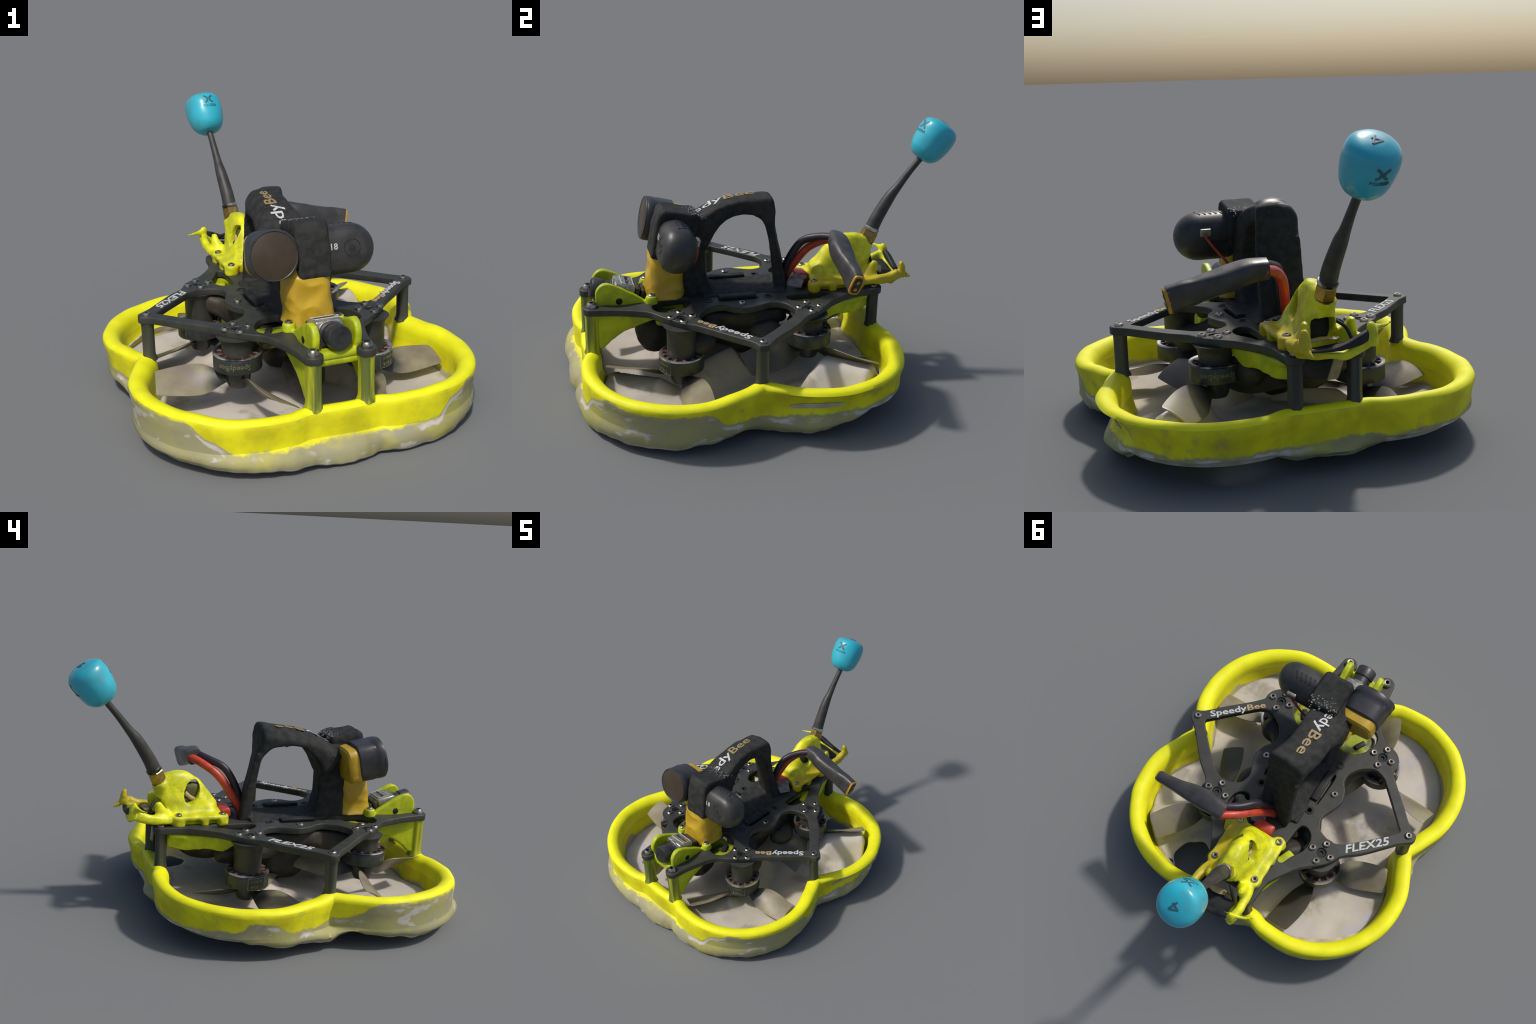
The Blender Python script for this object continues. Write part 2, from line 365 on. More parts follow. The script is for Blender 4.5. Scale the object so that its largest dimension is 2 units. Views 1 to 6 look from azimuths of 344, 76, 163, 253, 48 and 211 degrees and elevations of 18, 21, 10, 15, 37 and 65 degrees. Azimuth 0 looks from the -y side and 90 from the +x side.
guard_rows, skirt_rows = [], []
for i in range(len(G)):
    a = GA[i]; zr = rim_top(a); zb = skirt_low(a); so = skirt_out(a)
    w = Vector((G[i, 0], G[i, 1], 0))
    n1 = noise.noise(w * 4) * .006; n2 = noise.noise(w * 9 + Vector((3, 1, 0))) * .004; n3 = noise.noise(w * 22 + Vector((0, 5, 2))) * .007
    zr += n2 * .8
    rr = .042; zr += .007
    hol = math.exp(-((a - 22) / 15) ** 4)            # wall sunk behind the right waist
    back = max(0, math.cos(math.radians(a - 90))) ** 2
    fl = .054 + .006 * math.cos(math.radians(2 * a))
    g = [(.046 + n1 - .035 * hol - .014 * back, .115 + n2), (.046 + n1 - .064 * hol - .016 * back, .15), (.048 + n1 * .6 - .056 * hol - .010 * back, .185), (fl - .030 * hol, zr - .034)]
    g += [(fl - .003 + n2 * .5, zr - .018), (fl - .011 + n2 * .5, zr - .006), (fl - .026 + n2 * .5, zr), (.010 + n2 * .5, zr - .001), (-.010, zr - .009), (-.023, zr - .023), (-.031, zr - .040)]
    fz = floor_z(G[i, 0], G[i, 1])
    g += [(-.034, zr - .058), (-.034 + n1, .17), (-.038 + n1, .145), (-.052 + n2, fz + .012), (-.062, min(fz, .075))]
    guard_rows.append([ring_point(i, *p) for p in g])
    e = max(zb + noise.noise(w * 14 + Vector((7, 1, 3))) * .009, .002)
    k = .046 + n1 - .035 * hol - .014 * back; t = so - tuck(a)
    s = [(-.062, min(fz, .075)), (-.03, max(.02, min(.07, e + .03))), (t - .03, e + .014), (t - .006, e + .001), (t + n3, e), (t + .006 + n3, e + .010),
         (so * .5 + t * .5 + n3 * .5, e + (.115 - e) * .22), (so + n2, e + (.115 - e) * .5), (k + (so - k) * .55, e + (.115 - e) * .78), (k, .115 + n2)]
    skirt_rows.append([soft_point(i, *p) for p in s[:-1]] + [ring_point(i, *s[-1])])

def strip(rows, mats):
    n, m = len(rows), len(rows[0]); V = [p for r in rows for p in r]; F, mi = [], []
    for i in range(n):
        for j in range(m - 1):
            a = i * m + j; b = ((i + 1) % n) * m + j
            F.append((a, b, b + 1, a + 1)); mi.append(mats[j])
    me = mesh(V, F)
    bm = bmesh.new(); bm.from_mesh(me); bmesh.ops.recalc_face_normals(bm, faces=bm.faces); bm.to_mesh(me); bm.free()
    me.polygons.foreach_set('material_index', mi); return me

slot = []
for i in range(len(G)):
    a = GA[i]
    if 8 < a < 30: slot.append(i)
me = strip(guard_rows, [0] * 4 + [1] * 8 + [2] * 3)
for k in ('wall', 'yellow', 'inner'): me.materials.append(M[k])
guard = obj('duct_guard', me, ang=80)
me = strip(skirt_rows, [1, 1, 1, 1, 1, 0, 0, 0, 0])
for k in ('wall', 'skirt_edge'): me.materials.append(M[k])
obj('ground_skirt', me, ang=80)

# torn pale opening in the sunk wall
V, F = [], []
for n_, i in enumerate(slot):
    a = GA[i]; hh = .016 * math.sqrt(max(.02, 1 - ((a - 18.5) / 9.0) ** 2)) if abs(a - 18.5) < 9 else 0
    if not hh: continue
    hh *= 1 + .25 * noise.noise(Vector((a, 0, 0)))
    base = len(V)
    for z, d in ((.157 - hh, .002), (.157 - hh, .006), (.157 + hh, .006), (.157 + hh, .002)):
        p = guard_rows[i][1]; q = guard_rows[i][2]; t = (z - .15) / .035
        b = Vector(p) + (Vector(q) - Vector(p)) * t + Vector((GN[i, 0], GN[i, 1], 0)) * d; V.append((b.x, b.y, b.z))
    if base: F += [(base - 4 + j, base - 4 + (j + 1) % 4, base + (j + 1) % 4, base + j) for j in range(4)]
F += [(0, 1, 2, 3), (len(V) - 1, len(V) - 2, len(V) - 3, len(V) - 4)]
obj('pale_tear', mesh(V, F), 'skirt_edge', ang=50)

# floor sheet inside the ducts
def floor_mesh():
    rows = []; R = 46
    for i in range(0, len(G), 2):
        edge = Vector((*(G[i] - GN[i] * .056), 0)); r = []
        for k in range(R + 1):
            p = edge * (k / R) if k else Vector((0, 0, 0))
            z = floor_z(p.x, p.y) + (k / R) ** 6 * .010
            r.append((p.x, p.y, z))
        rows.append(r)
    V = [p for r in rows for p in r]; m = R + 1; n = len(rows); F = []
    for i in range(n):
        for j in range(R):
            a = i * m + j; b = ((i + 1) % n) * m + j
            c = np.mean([V[a], V[b], V[b + 1], V[a + 1]], axis=0)
            # one torn opening in the rear right duct
            u, v = (c[0] - .305) / .096, (c[1] - .60) / .105
            if u * u + v * v < 1: continue
            F.append((a, b, b + 1, a + 1))
    me = mesh(V, F); bm = bmesh.new(); bm.from_mesh(me); bmesh.ops.remove_doubles(bm, verts=bm.verts, dist=1e-5)
    for f in list(bm.faces):
        if f.calc_area() < 1e-9: bm.faces.remove(f)
    bmesh.ops.recalc_face_normals(bm, faces=bm.faces)
    if sum(f.normal.z for f in bm.faces) < 0: bmesh.ops.reverse_faces(bm, faces=bm.faces)
    for v in bm.verts:
        if v.is_boundary and math.hypot(v.co.x - .305, v.co.y - .60) < .14:
            q = math.atan2((v.co.y - .60) / .105, (v.co.x - .305) / .096); k = 1 + .05 * math.sin(3 * q + 1) + .03 * math.sin(7 * q)
            v.co.x, v.co.y = .305 + .096 * k * math.cos(q), .60 + .105 * k * math.sin(q)
    bm.to_mesh(me); bm.free(); return me
fl = obj('duct_floor', floor_mesh(), 'floor', ang=80)
sol = fl.modifiers.new('thickness', 'SOLIDIFY'); sol.thickness = .008; sol.offset = -1

# ------------------------------------------------------------------ top plate
ZP0, ZP1 = .436, .470
def mirror_outline(half):
    return half + [(-x, y) for x, y in half[::-1]]
arc = lambda cx, cy, r, a0, a1, n=7: [(cx + r * math.cos(a), cy + r * math.sin(a)) for a in np.radians(np.linspace(a0, a1, n))]
half = ([(.0, -.475), (.06, -.475), (.10, -.49), (.115, -.53), (.118, -.6), (.095, -.68)] + arc(.1185, -.719, .042, 160, 350, 9) +
        [(.172, -.63), (.195, -.545), (.227, -.462), (.262, -.428), (.318, -.383), (.372, -.328), (.414, -.267), (.467, -.211), (.548, -.134), (.634, -.047)] +
        arc(.648, 0, .040, -40, 40, 7) +
        [(.629, .066), (.60, .096), (.493, .215), (.415, .279), (.39, .327), (.354, .372), (.272, .442), (.219, .515), (.172, .60), (.165, .68)] +
        arc(.12, .72, .042, -5, 185, 9) + [(.090, .66), (.098, .60), (.09, .52), (.05, .485), (0, .478)])
hole_side = [(.597, 0), (.58, -.02), (.494, -.108), (.409, -.192), (.379, -.216), (.324, -.233), (.276, -.210), (.24, -.176), (.215, -.128), (.217, -.086), (.246, -.045), (.262, .0),
             (.264, .036), (.245, .091), (.230, .124), (.224, .154), (.233, .19), (.256, .216), (.296, .233), (.338, .238), (.383, .222), (.422, .189), (.518, .096), (.586, .022)]
hole_rear = [(.15, .262), (.175, .238), (.214, .255), (.236, .295), (.233, .354), (.198, .418), (.178, .465), (.156, .470), (.140, .44), (.142, .354)]
hole_front = [(.095, -.245), (.165, -.245), (.212, -.282), (.243, -.34), (.24, -.40), (.20, -.432), (.157, -.432), (.12, -.41), (.095, -.36)]
mir = lambda L: [(-x, y) for x, y in L]
outl = [catmull(mirror_outline(half), 3)]
for h in (hole_side, hole_rear, hole_front):
    outl += [catmull(h, 4), catmull(mir(h), 4)]
for sx in (1, -1):
    outl.append(arc(sx * .21, .004, .010, 0, 340, 12))
    outl.append(arc(sx * .146, .15, .012, 0, 340, 12))
    for sy in (1, -1): outl.append(arc(sx * MX, sy * MY, .024, 0, 345, 16))
    outl.append(catmull([(sx * .150, -.09), (sx * .166, -.075), (sx * .164, .08), (sx * .155, .10), (sx * .147, .085), (sx * .146, -.07)], 4))
plate = obj('frame_plate', prism(outl, ZP0, ZP1, .005, 2), 'carbon')
# rings pressed round the plate holes
def washer(x, y, z, r, t, parent, mat='carbon', name='rivet_ring'):
    prof = [(r * .55, 0), (r * .55, t), (r * .9, t), (r, t * .4), (r, 0)]
    me = loft([np.array([(x + a * math.cos(q), y + a * math.sin(q), z + b) for q in np.arange(28) * 2 * PI / 28]) for a, b in prof], cap=False, closed=True)
    return obj(name, me, mat, parent)
for x, y in ((.146, .15), (-.146, .15), (.15, -.155), (-.15, -.155)): washer(x, y, ZP1 - .001, .024, .004, plate, 'dark')

# ------------------------------------------------------------------ screws
def screw_mesh(r=.019, h=.013):
    n = 28; prof = [(r, 0), (r, h * .35), (r * .92, h * .75), (r * .7, h), (r * .48, h)]
    body = [np.array([(a * math.cos(q), a * math.sin(q), b) for q in np.arange(n) * 2 * PI / n]) for a, b in prof]
    hexr = []
    for q in np.arange(n) * 2 * PI / n:
        k = r * .44 * math.cos(PI / 6) / math.cos((q % (PI / 3)) - PI / 6); hexr.append((k * math.cos(q), k * math.sin(q)))
    body.append(np.array([(x, y, h * .98) for x, y in hexr])); body.append(np.array([(x * .9, y * .9, h * .35) for x, y in hexr]))
    me = loft(body)
    for p in me.polygons:
        c = p.center
        p.material_index = 1 if (c.z < h * .8 and math.hypot(c.x, c.y) < r * .46) else 0
    me.materials.append(M['steel']); me.materials.append(M['socket']); return me
SCREW = screw_mesh(); smooth(SCREW, 35)
DOME = screw_mesh(.026, .026); smooth(DOME, 35)
def screw(x, y, z, me=SCREW, parent=None):
    o = bpy.data.objects.new('screw', me); COL.objects.link(o); o.parent = parent or plate
    o.location = (x, y, z); o.rotation_euler = (random.uniform(-.06, .06), random.uniform(-.06, .06), random.uniform(0, 6)); return o
for sx in (1, -1):
    for sy in (1, -1):
        for dx, dy in ((.052, 0), (-.052, 0), (0, .052), (0, -.052)): screw(sx * MX + dx, sy * MY + dy, ZP1 - .002)
    screw(sx * .648, 0, ZP1 - .002)
    screw(sx * .21, .004, ZP1 - .004)
    screw(sx * .12, .72, ZP1 - .002)
    screw(sx * .1185, -.719, ZP1 - .002, DOME)

# ------------------------------------------------------------------ writing on the plate
def flat_text(name, runs, start, end, size, z, squeeze=1.0, shear=0.0):
    """runs = [(string, material)], laid from start to end on the plate top"""
    d = Vector((end[0] - start[0], end[1] - start[1], 0)); L = d.length; d.normalize()
    whole = text(''.join(r[0] for r in runs), size, fat=.022); xs = [v.co.x for v in whole.vertices]; w = max(xs) - min(xs); k = L / w
    pos = 0
    for s, mat in runs:
        me = text(s, size, fat=.022); x = [v.co.x for v in me.vertices]; a, b = min(x), max(x)
        f = frame((start[0], start[1], z), d, (0, 0, 1))
        gap = size * .06
        mapped(me, lambda c: f @ Vector(((c.x - a + pos) * k + c.y * shear, c.y * squeeze, c.z)))
        pos += b - a + gap
        obj(name, me, mat, plate, ang=0)
flat_text('lettering', [('FLEX25', 'white')], (-.414, .236), (-.578, .079), .060, ZP1 + .001, shear=.28)
flat_text('lettering', [('Speedy', 'white'), ('Bee', 'gold_light')], (.596, -.042), (.376, -.248), .058, ZP1 + .001, .85)

# ------------------------------------------------------------------ standoffs
def post(x, y, z0, z1, r, mat, flare=1.25, ridges=0):
    prof = [(r * flare, z0 - .006), (r * 1.05, z0 + .014), (r, z0 + .03), (r, z1 - .03), (r * 1.04, z1 - .012), (r * 1.12, z1)]
    n = 36; rings = []
    for a, z in prof:
        q = np.arange(n) * 2 * PI / n; k = a * (1 + ridges * np.cos(q * 7))
        rings.append(np.stack([x + k * np.cos(q), y + k * np.sin(q), np.full(n, z)], 1))
    return obj('standoff', loft(rings), mat)
for s in (1, -1):
    post(s * .646, 0, .258, .438, .029, 'post_dark', 1.35)
    post(s * .12, .72, .256, .438, .029, 'post_dark', 1.2, .04)
    post(s * .1185, -.719, .235, .438, .035, 'post_yellow', 1.25, .04)

# ------------------------------------------------------------------ motors and propellers
def annulus_bell(zt):
    R = .109
    prof = [(.050, zt - .075 - .012), (.085, zt - .077), (R, zt - .070), (R, zt - .010), (R - .003, zt - .004)]
    return lathe(prof + [(R - .006, zt - .006)], 48)
def blade_mesh(direction, pk=1.0):
    """one blade along +x; direction +1 = counter-clockwise edge up"""
    st = [(.035, .030, 8), (.07, .055, 32), (.11, .098, 32), (.155, .138, 29), (.21, .152, 25), (.27, .150, 21), (.33, .140, 18), (.358, .132, 17), (.366, .118, 17)]
    S = catmull([(r, c, p) for r, c, p in st], 3, False); rings = []
    for r, c, p in S:
        p = min(62, p * pk); n = 9; th = .007 * (1 - .45 * (r / .366)); pts = []
        u = np.linspace(-.5, .5, n)
        camber = lambda t: (.25 - t * t) * .16 * c
        tk = lambda t: th * max(.25, (1 - (2 * t) ** 2) ** .5)
        sk = .012 * math.sin(r / .366 * PI)
        prof = [(t * c, camber(t) + tk(t)) for t in u] + [(t * c, camber(t) - tk(t)) for t in u[::-1]]
        ca, sa = math.cos(math.radians(p)), math.sin(math.radians(p)) * direction
        for a, b in prof: pts.append((r, (a + sk * direction) * ca - b * sa, a * sa + b * ca))
        rings.append(np.array(pts))
    return loft(rings)
for (sx, sy, zt, a0, dr, pk) in ((1, -1, .283, 5, 1, 1.2), (-1, 1, .283, 204, 1, 1.1), (1, 1, .362, 50, -1, 1.7), (-1, -1, .362, 168, -1, 1.75)):
    cx, cy = sx * MX, sy * MY
    mot = bpy.data.objects.new('motor', None); COL.objects.link(mot); mot.parent = ROOT
    # arm pillar above the motor
    prof = [(.102, zt - .012), (.098, zt - .009), (.072, zt - .006), (.070, zt + .02), (.071, .40), (.076, .416), (.086, .430), (.092, .438)]
    obj('motor_pillar', lathe(prof, 40, at=(cx, cy, 0)), 'carbon', mot)
    obj('arm_plug', lathe([(.022, .43), (.022, .463), (.012, .463), (.011, .455)], 20, at=(cx, cy, 0)), 'dark', mot)
    obj('motor_bell', mapped(annulus_bell(zt), lambda c: c + Vector((cx, cy, 0))), 'bell', mot)
    prof = [(.088, zt - .008), (.1075, zt - .006), (.1105, zt - .002), (.1085, zt + .003), (.098, zt + .003), (.090, zt - .002)]
    me = loft([np.array([(cx + a * math.cos(q) * (1 + .006 * math.sin(q * 11)), cy + a * math.sin(q), b) for q in np.arange(48) * 2 * PI / 48]) for a, b in prof], cap=False, closed=True)
    obj('magnet_ring', me, 'chrome', mot)
    coils = []
    for k in range(12):
        q = k * PI / 6; coils.append(tube([(cx + .070 * math.cos(q), cy + .070 * math.sin(q), zt - .004), (cx + .084 * math.cos(q), cy + .084 * math.sin(q), zt - .002), (cx + .096 * math.cos(q), cy + .096 * math.sin(q), zt - .006)], [(.010, .007)] * 3, 8, 2, sub=3))
    obj('winding', joined(coils), 'copper', mot, kind='stuff')
    # engraved label
    if (sx, sy) in ((1, -1), (-1, 1)):
        face = -62 if sx > 0 else 190
        lines = [('T404', .030, -.016), ('4600KV', .020, .012)]
        for s, size, dz in lines:
            def wrap(c, s=s): 
                q = math.radians(face) - c.x / .109
                return Vector((cx + (.1085 + c.z) * math.cos(q), cy + (.1085 + c.z) * math.sin(q), zt - .037 + dz - c.y))
            obj('lettering', mapped(text(s, size, .004), wrap), 'khaki', mot, ang=0)
        fr = []
        for a, b in ((-.047, -.032), (.047, -.032), (.047, .030), (-.047, .030)): fr.append((a, b))
        path = []
        for i in range(4):
            for t in np.linspace(0, 1, 8)[:-1]:
                a = fr[i][0] * (1 - t) + fr[(i + 1) % 4][0] * t; b = fr[i][1] * (1 - t) + fr[(i + 1) % 4][1] * t
                q = math.radians(face) + a / .109; path.append((cx + .109 * math.cos(q), cy + .109 * math.sin(q), zt - .038 + b))
        obj('label_border', tube(path + path[:1], [(.0016, .0016)] * (len(path) + 1), 6, sub=1), 'khaki', mot)
    else:
        face = -115 if sx < 0 else 80
        def wrap(c):
            q = math.radians(face) - c.x / .109
            return Vector((cx + (.1085 + c.z) * math.cos(q), cy + (.1085 + c.z) * math.sin(q), zt - .038 - c.y))
        obj('lettering', mapped(text('SpeedyBee', .034, .004), wrap), 'khaki', mot, ang=0)
    # propeller
    prop = bpy.data.objects.new('propeller', None); COL.objects.link(prop); prop.parent = ROOT
    zp = zt - (.126 if (sx, sy) == (-1, -1) else .112)
    hub = lathe([(.020, zp - .042), (.044, zp - .036), (.052, zp - .02), (.056, zp + .010), (.060, zp + .034)], 32, at=(cx, cy, 0))
    obj('hub', hub, 'bell', prop)
    base = blade_mesh(dr, pk)
    for k in range(3):
        me = base.copy() if k else base
        q = math.radians(a0 + 120 * k)
        me2 = mapped(base.copy(), lambda c: Vector((cx + c.x * math.cos(q) - c.y * math.sin(q), cy + c.x * math.sin(q) + c.y * math.cos(q), zp + c.z)))
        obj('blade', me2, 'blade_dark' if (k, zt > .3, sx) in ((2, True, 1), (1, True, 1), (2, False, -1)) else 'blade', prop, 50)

# ------------------------------------------------------------------ electronics under the plate
stack = obj('electronics_stack', box((-.185, -.17, .375), (.185, .20, .432), .012), 'board')
for s in (1, -1):
    o = obj('connector', box((s * .18 - .02, -.06, .385), (s * .18 + .02, .10, .415), .004), 'goldpin', stack)
    for k in range(9):
        obj('pin', box((s * .203 - .004, -.055 + k * .017, .388), (s * .203 + .004, -.047 + k * .017, .412), .001, 1), 'goldpin', stack)
    for y in (-.15, .18):
        obj('stack_bolt', lathe([(.012, .36), (.012, .436)], 16, at=(s * .16, y, 0)), 'steel', stack)
obj('circuit_board', box((-.16, -.14, .345), (.16, .17, .362), .004), 'board', stack)

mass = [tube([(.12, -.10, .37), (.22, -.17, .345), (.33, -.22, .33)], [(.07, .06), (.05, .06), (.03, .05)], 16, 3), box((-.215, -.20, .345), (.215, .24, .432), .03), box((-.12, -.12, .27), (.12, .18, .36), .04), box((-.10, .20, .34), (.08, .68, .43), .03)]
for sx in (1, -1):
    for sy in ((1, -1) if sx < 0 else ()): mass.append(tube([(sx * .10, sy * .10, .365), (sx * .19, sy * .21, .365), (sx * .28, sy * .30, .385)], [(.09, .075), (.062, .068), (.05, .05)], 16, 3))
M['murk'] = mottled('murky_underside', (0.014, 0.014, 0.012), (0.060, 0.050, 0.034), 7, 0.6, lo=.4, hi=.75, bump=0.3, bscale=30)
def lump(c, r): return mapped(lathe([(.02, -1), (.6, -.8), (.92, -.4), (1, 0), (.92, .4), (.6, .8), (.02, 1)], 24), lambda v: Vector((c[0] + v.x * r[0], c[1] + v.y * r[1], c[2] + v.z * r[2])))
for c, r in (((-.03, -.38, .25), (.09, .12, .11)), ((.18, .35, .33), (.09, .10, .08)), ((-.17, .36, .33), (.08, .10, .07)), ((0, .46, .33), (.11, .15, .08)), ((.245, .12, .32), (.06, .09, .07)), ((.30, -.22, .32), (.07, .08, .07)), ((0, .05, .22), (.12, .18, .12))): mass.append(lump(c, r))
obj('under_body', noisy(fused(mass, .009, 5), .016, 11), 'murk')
# soft printed bodies below plate: front pod and rear pod
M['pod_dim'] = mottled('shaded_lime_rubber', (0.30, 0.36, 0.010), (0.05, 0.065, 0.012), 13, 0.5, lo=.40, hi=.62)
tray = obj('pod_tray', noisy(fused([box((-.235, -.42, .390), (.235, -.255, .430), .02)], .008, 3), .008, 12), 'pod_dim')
for s_ in (1, -1): obj('slot_plug', box((s_ * .175 - .014, -.36, .425), (s_ * .175 + .014, -.30, .445), .004, 2, Matrix.Rotation(s_ * .5, 3, 'Z'), (s_ * .175, -.33, .43)), 'dark', tray)
front = [box((-.10, -.50, .385), (.10, -.40, .435), .02), box((-.118, -.70, .395), (.118, -.44, .435), .012)]
for s in (1, -1):
    web = [(-.70, .436), (-.42, .436), (-.42, .385), (-.50, .36), (-.57, .333), (-.63, .29), (-.665, .255), (-.71, .25)]
    W = [np.array([(s * .128 + t, y, z) for y, z in web]) for t in (-.013, .013)]
    front.append(loft(W))
obj('front_pod', fused(front, .007, 4, cut=[box((-.105, -.75, .30), (.105, -.50, .395), .02)]), 'lime')
rear = [loft([np.array([(s_ * (x + dx), y, z) for x, y, z in ((.255, .36, .40), (.255, .36, .432), (.19, .50, .432), (.115, .69, .432), (.115, .69, .362), (.15, .60, .345), (.19, .50, .362), (.225, .42, .352))]) for dx in (-.012, .012)]) for s_ in (1, -1)] + [box((-.125, .26, .385), (.125, .50, .436), .02), box((-.11, .42, .36), (.11, .60, .43), .02)]
for s in (1, -1):
    rear.append(tube([(s * .12, .68, .425), (s * .15, .52, .41), (s * .19, .38, .41)], [(.03, .014), (.04, .02), (.03, .015)], 16, 4))
obj('rear_pod', fused(rear, .007, 5), 'lime')

# ------------------------------------------------------------------ strap arch
outer = [(.285, .468), (.258, .6), (.234, .70), (.214, .80), (.200, .88), (.190, .944), (.168, .966), (.10, .956), (.02, .948), (-.08, .925), (-.145, .893), (-.20, .864), (-.26, .845)]
inner = [(.218, .468), (.210, .53), (.196, .65), (.186, .72), (.173, .79), (.152, .827), (.126, .852), (.07, .868), (.0, .864), (-.05, .840), (-.088, .80), (-.118, .75), (-.14, .70)]
O, I = catmull(outer, 5, False), catmull(inner, 5, False)
def strap_ring(o, i):
    c, h = (o + i) / 2, (o - i) / 2; n = 28; R = []
    for a, b in superloop(1, 1, n, 7):
        y, z = c + h * b
        cx = -.043 + .040 * min(1, max(0, (y - .06) / .14))
        R.append((cx + (.093 + .014 * min(1, max(0, (-y - .04) / .1))) * a, y - .022 * a * min(1, max(0, (.90 - z) / .1)) * (y > .1), z - .046 * (max(0, -a - .3) / .7) ** 1.6 * (z > .84) * (b > -.2) - .004 * a * a))
    return np.array(R)
arch = loft([strap_ring(o, i) for o, i in zip(O, I)])
leg = []
for z, yb, yf, x0, x1 in ((.462, -.08, -.34, -.095, .065), (.50, -.118, -.34, -.090, .06), (.58, -.140, -.34, -.092, .062), (.70, -.143, -.34, -.096, .066), (.80, -.130, -.34, -.11, .066), (.86, -.15, -.35, -.12, .062)):
    leg.append(np.array([(x0 + (x1 - x0) * (a + 1) / 2, (yb + yf) / 2 + (yb - yf) / 2 * b - .008 * a * (b > 0), z) for a, b in superloop(1, 1, 24, 6)]))
saddle = []
for y, hz in ((-.17, .49), (-.08, .478), (.05, .475), (.15, .478), (.25, .49)):
    saddle.append(np.array([(-.01 + .125 * a, y, .462 + (hz - .462) * (b + 1) / 2 - .006 * a * a) for a, b in superloop(1, 1, 20, 6)]))
strap = obj('battery_strap', noisy(fused([arch, loft(leg), loft(saddle)], .0065, 5), .002, 30), 'strap')
for s in (1, -1):
    rib = [box((s * .135 - .02, -.10, .468), (s * .135 + .02, .09, .486), .005)]
    obj('battery_pad', joined(rib), 'dark', strap)

# lettering that follows the arch
cl = catmull(outer, 12, False); dl = np.r_[0, np.cumsum(np.hypot(*np.diff(cl, axis=0).T))]
s_at = lambda y: float(np.interp(-y, -cl[::1, 0], dl))
def on_arch(s, x, h):
    y, z = np.interp(s, dl, cl[:, 0]), np.interp(s, dl, cl[:, 1])
    y2, z2 = np.interp(s + .004, dl, cl[:, 0]), np.interp(s + .004, dl, cl[:, 1])
    t = Vector((0, y2 - y, z2 - z)).normalized(); n = Vector((0, t.z, -t.y)); n = n if n.z > 0 else -n
    return Vector((x, y, z)) + n * (h + .0005)
def arch_text(s, mat, y0, y1, size):
    me = text(s, size, .002); xs = [v.co.x for v in me.vertices]; a, b = min(xs), max(xs); s0, s1 = s_at(y0), s_at(y1)
    obj('lettering', mapped(me, lambda c: on_arch(s0 + (s1 - s0) * (c.x - a) / (b - a), -.043 - c.y, c.z)), mat, strap, ang=0)
arch_text('edy', 'white', -.200, -.052, .080)
arch_text('Bee', 'gold', -.044, .112, .080)

# ------------------------------------------------------------------ action camera (tilted up)
PIV = Vector((0, -.305, .785)); TILT = Matrix.Rotation(math.radians(-11), 3, 'X')
def tilt(me): return mapped(me, lambda c: TILT @ c + PIV)
cam = bpy.data.objects.new('action_camera', None); COL.objects.link(cam); cam.parent = ROOT
def stadium(x0, x1, zc, h, ins, n=14):
    r = h - ins; xr = x1 - ins - r; xl = x0 + ins
    P = [(xr + r * math.cos(q), zc + r * math.sin(q)) for q in np.linspace(-PI / 2, PI / 2, n)]
    c = .03; P += [(xl + c + c * math.cos(q), zc + r - c + c * math.sin(q)) for q in np.linspace(PI / 2, PI, 5)] + [(xl + c + c * math.cos(q), zc - r + c + c * math.sin(q)) for q in np.linspace(PI, 1.5 * PI, 5)]
    return P
pill = []
for y, ins in ((-.088, .060), (-.082, .037), (-.070, .020), (-.052, .008), (-.03, .002), (-.01, 0), (.015, .004), (.040, .016), (.060, .034), (.075, .056), (.083, .085)):
    pill.append(np.array([(x, y, z) for x, z in stadium(.01, .326, -.016, .113, ins)]))
obj('camera_body', tilt(loft(pill)), 'cam', cam, 50)
# vents and a parting line on the pill
for k in range(5):
    obj('vent_slot', tilt(box((.105 + k * .026, -.032, .0840), (.113 + k * .026, .012, .0968), .001, 1, Matrix.Rotation(.45, 3, 'Z'), (.109 + k * .026, 0, .10))), 'dark', cam)
prof = [(.0, -.0862), (.0, -.088)]
def ring_mesh(cx, cz, r, t, y, a0=0, a1=360):
    q = np.radians(np.linspace(a0, a1, 40)); return tube([(cx + r * math.cos(a), y, cz + r * math.sin(a)) for a in q], [(t, .002)] * 40, 6, up=(0, 1, 0), sub=1)
obj('speaker_grille', tilt(joined([ring_mesh(.20, -.008, .038, .002, -.088, 5, 85), ring_mesh(.20, -.008, .038, .002, -.088, 95, 265), ring_mesh(.20, -.008, .038, .002, -.088, 280, 355), ring_mesh(.20, -.008, .010, .0015, -.088)])), 'dark', cam, kind='stuff')
f18 = frame((.085 + .028, -.0885, .004), (1, 0, 0), (0, -1, 0))
obj('lettering', tilt(mapped(text('18', .040, .003), lambda c: f18 @ c)), 'white', cam, ang=0)
obj('usb_port', tilt(box((.175, .074, .015), (.225, .092, .05), .004)), 'silver', cam)
obj('camera_wire', tilt(tube([(.205, .09, .02), (.17, .10, -.03), (.12, .11, -.09), (.09, .10, -.13)], [(.006, .006)] * 4, 8)), 'red', cam)
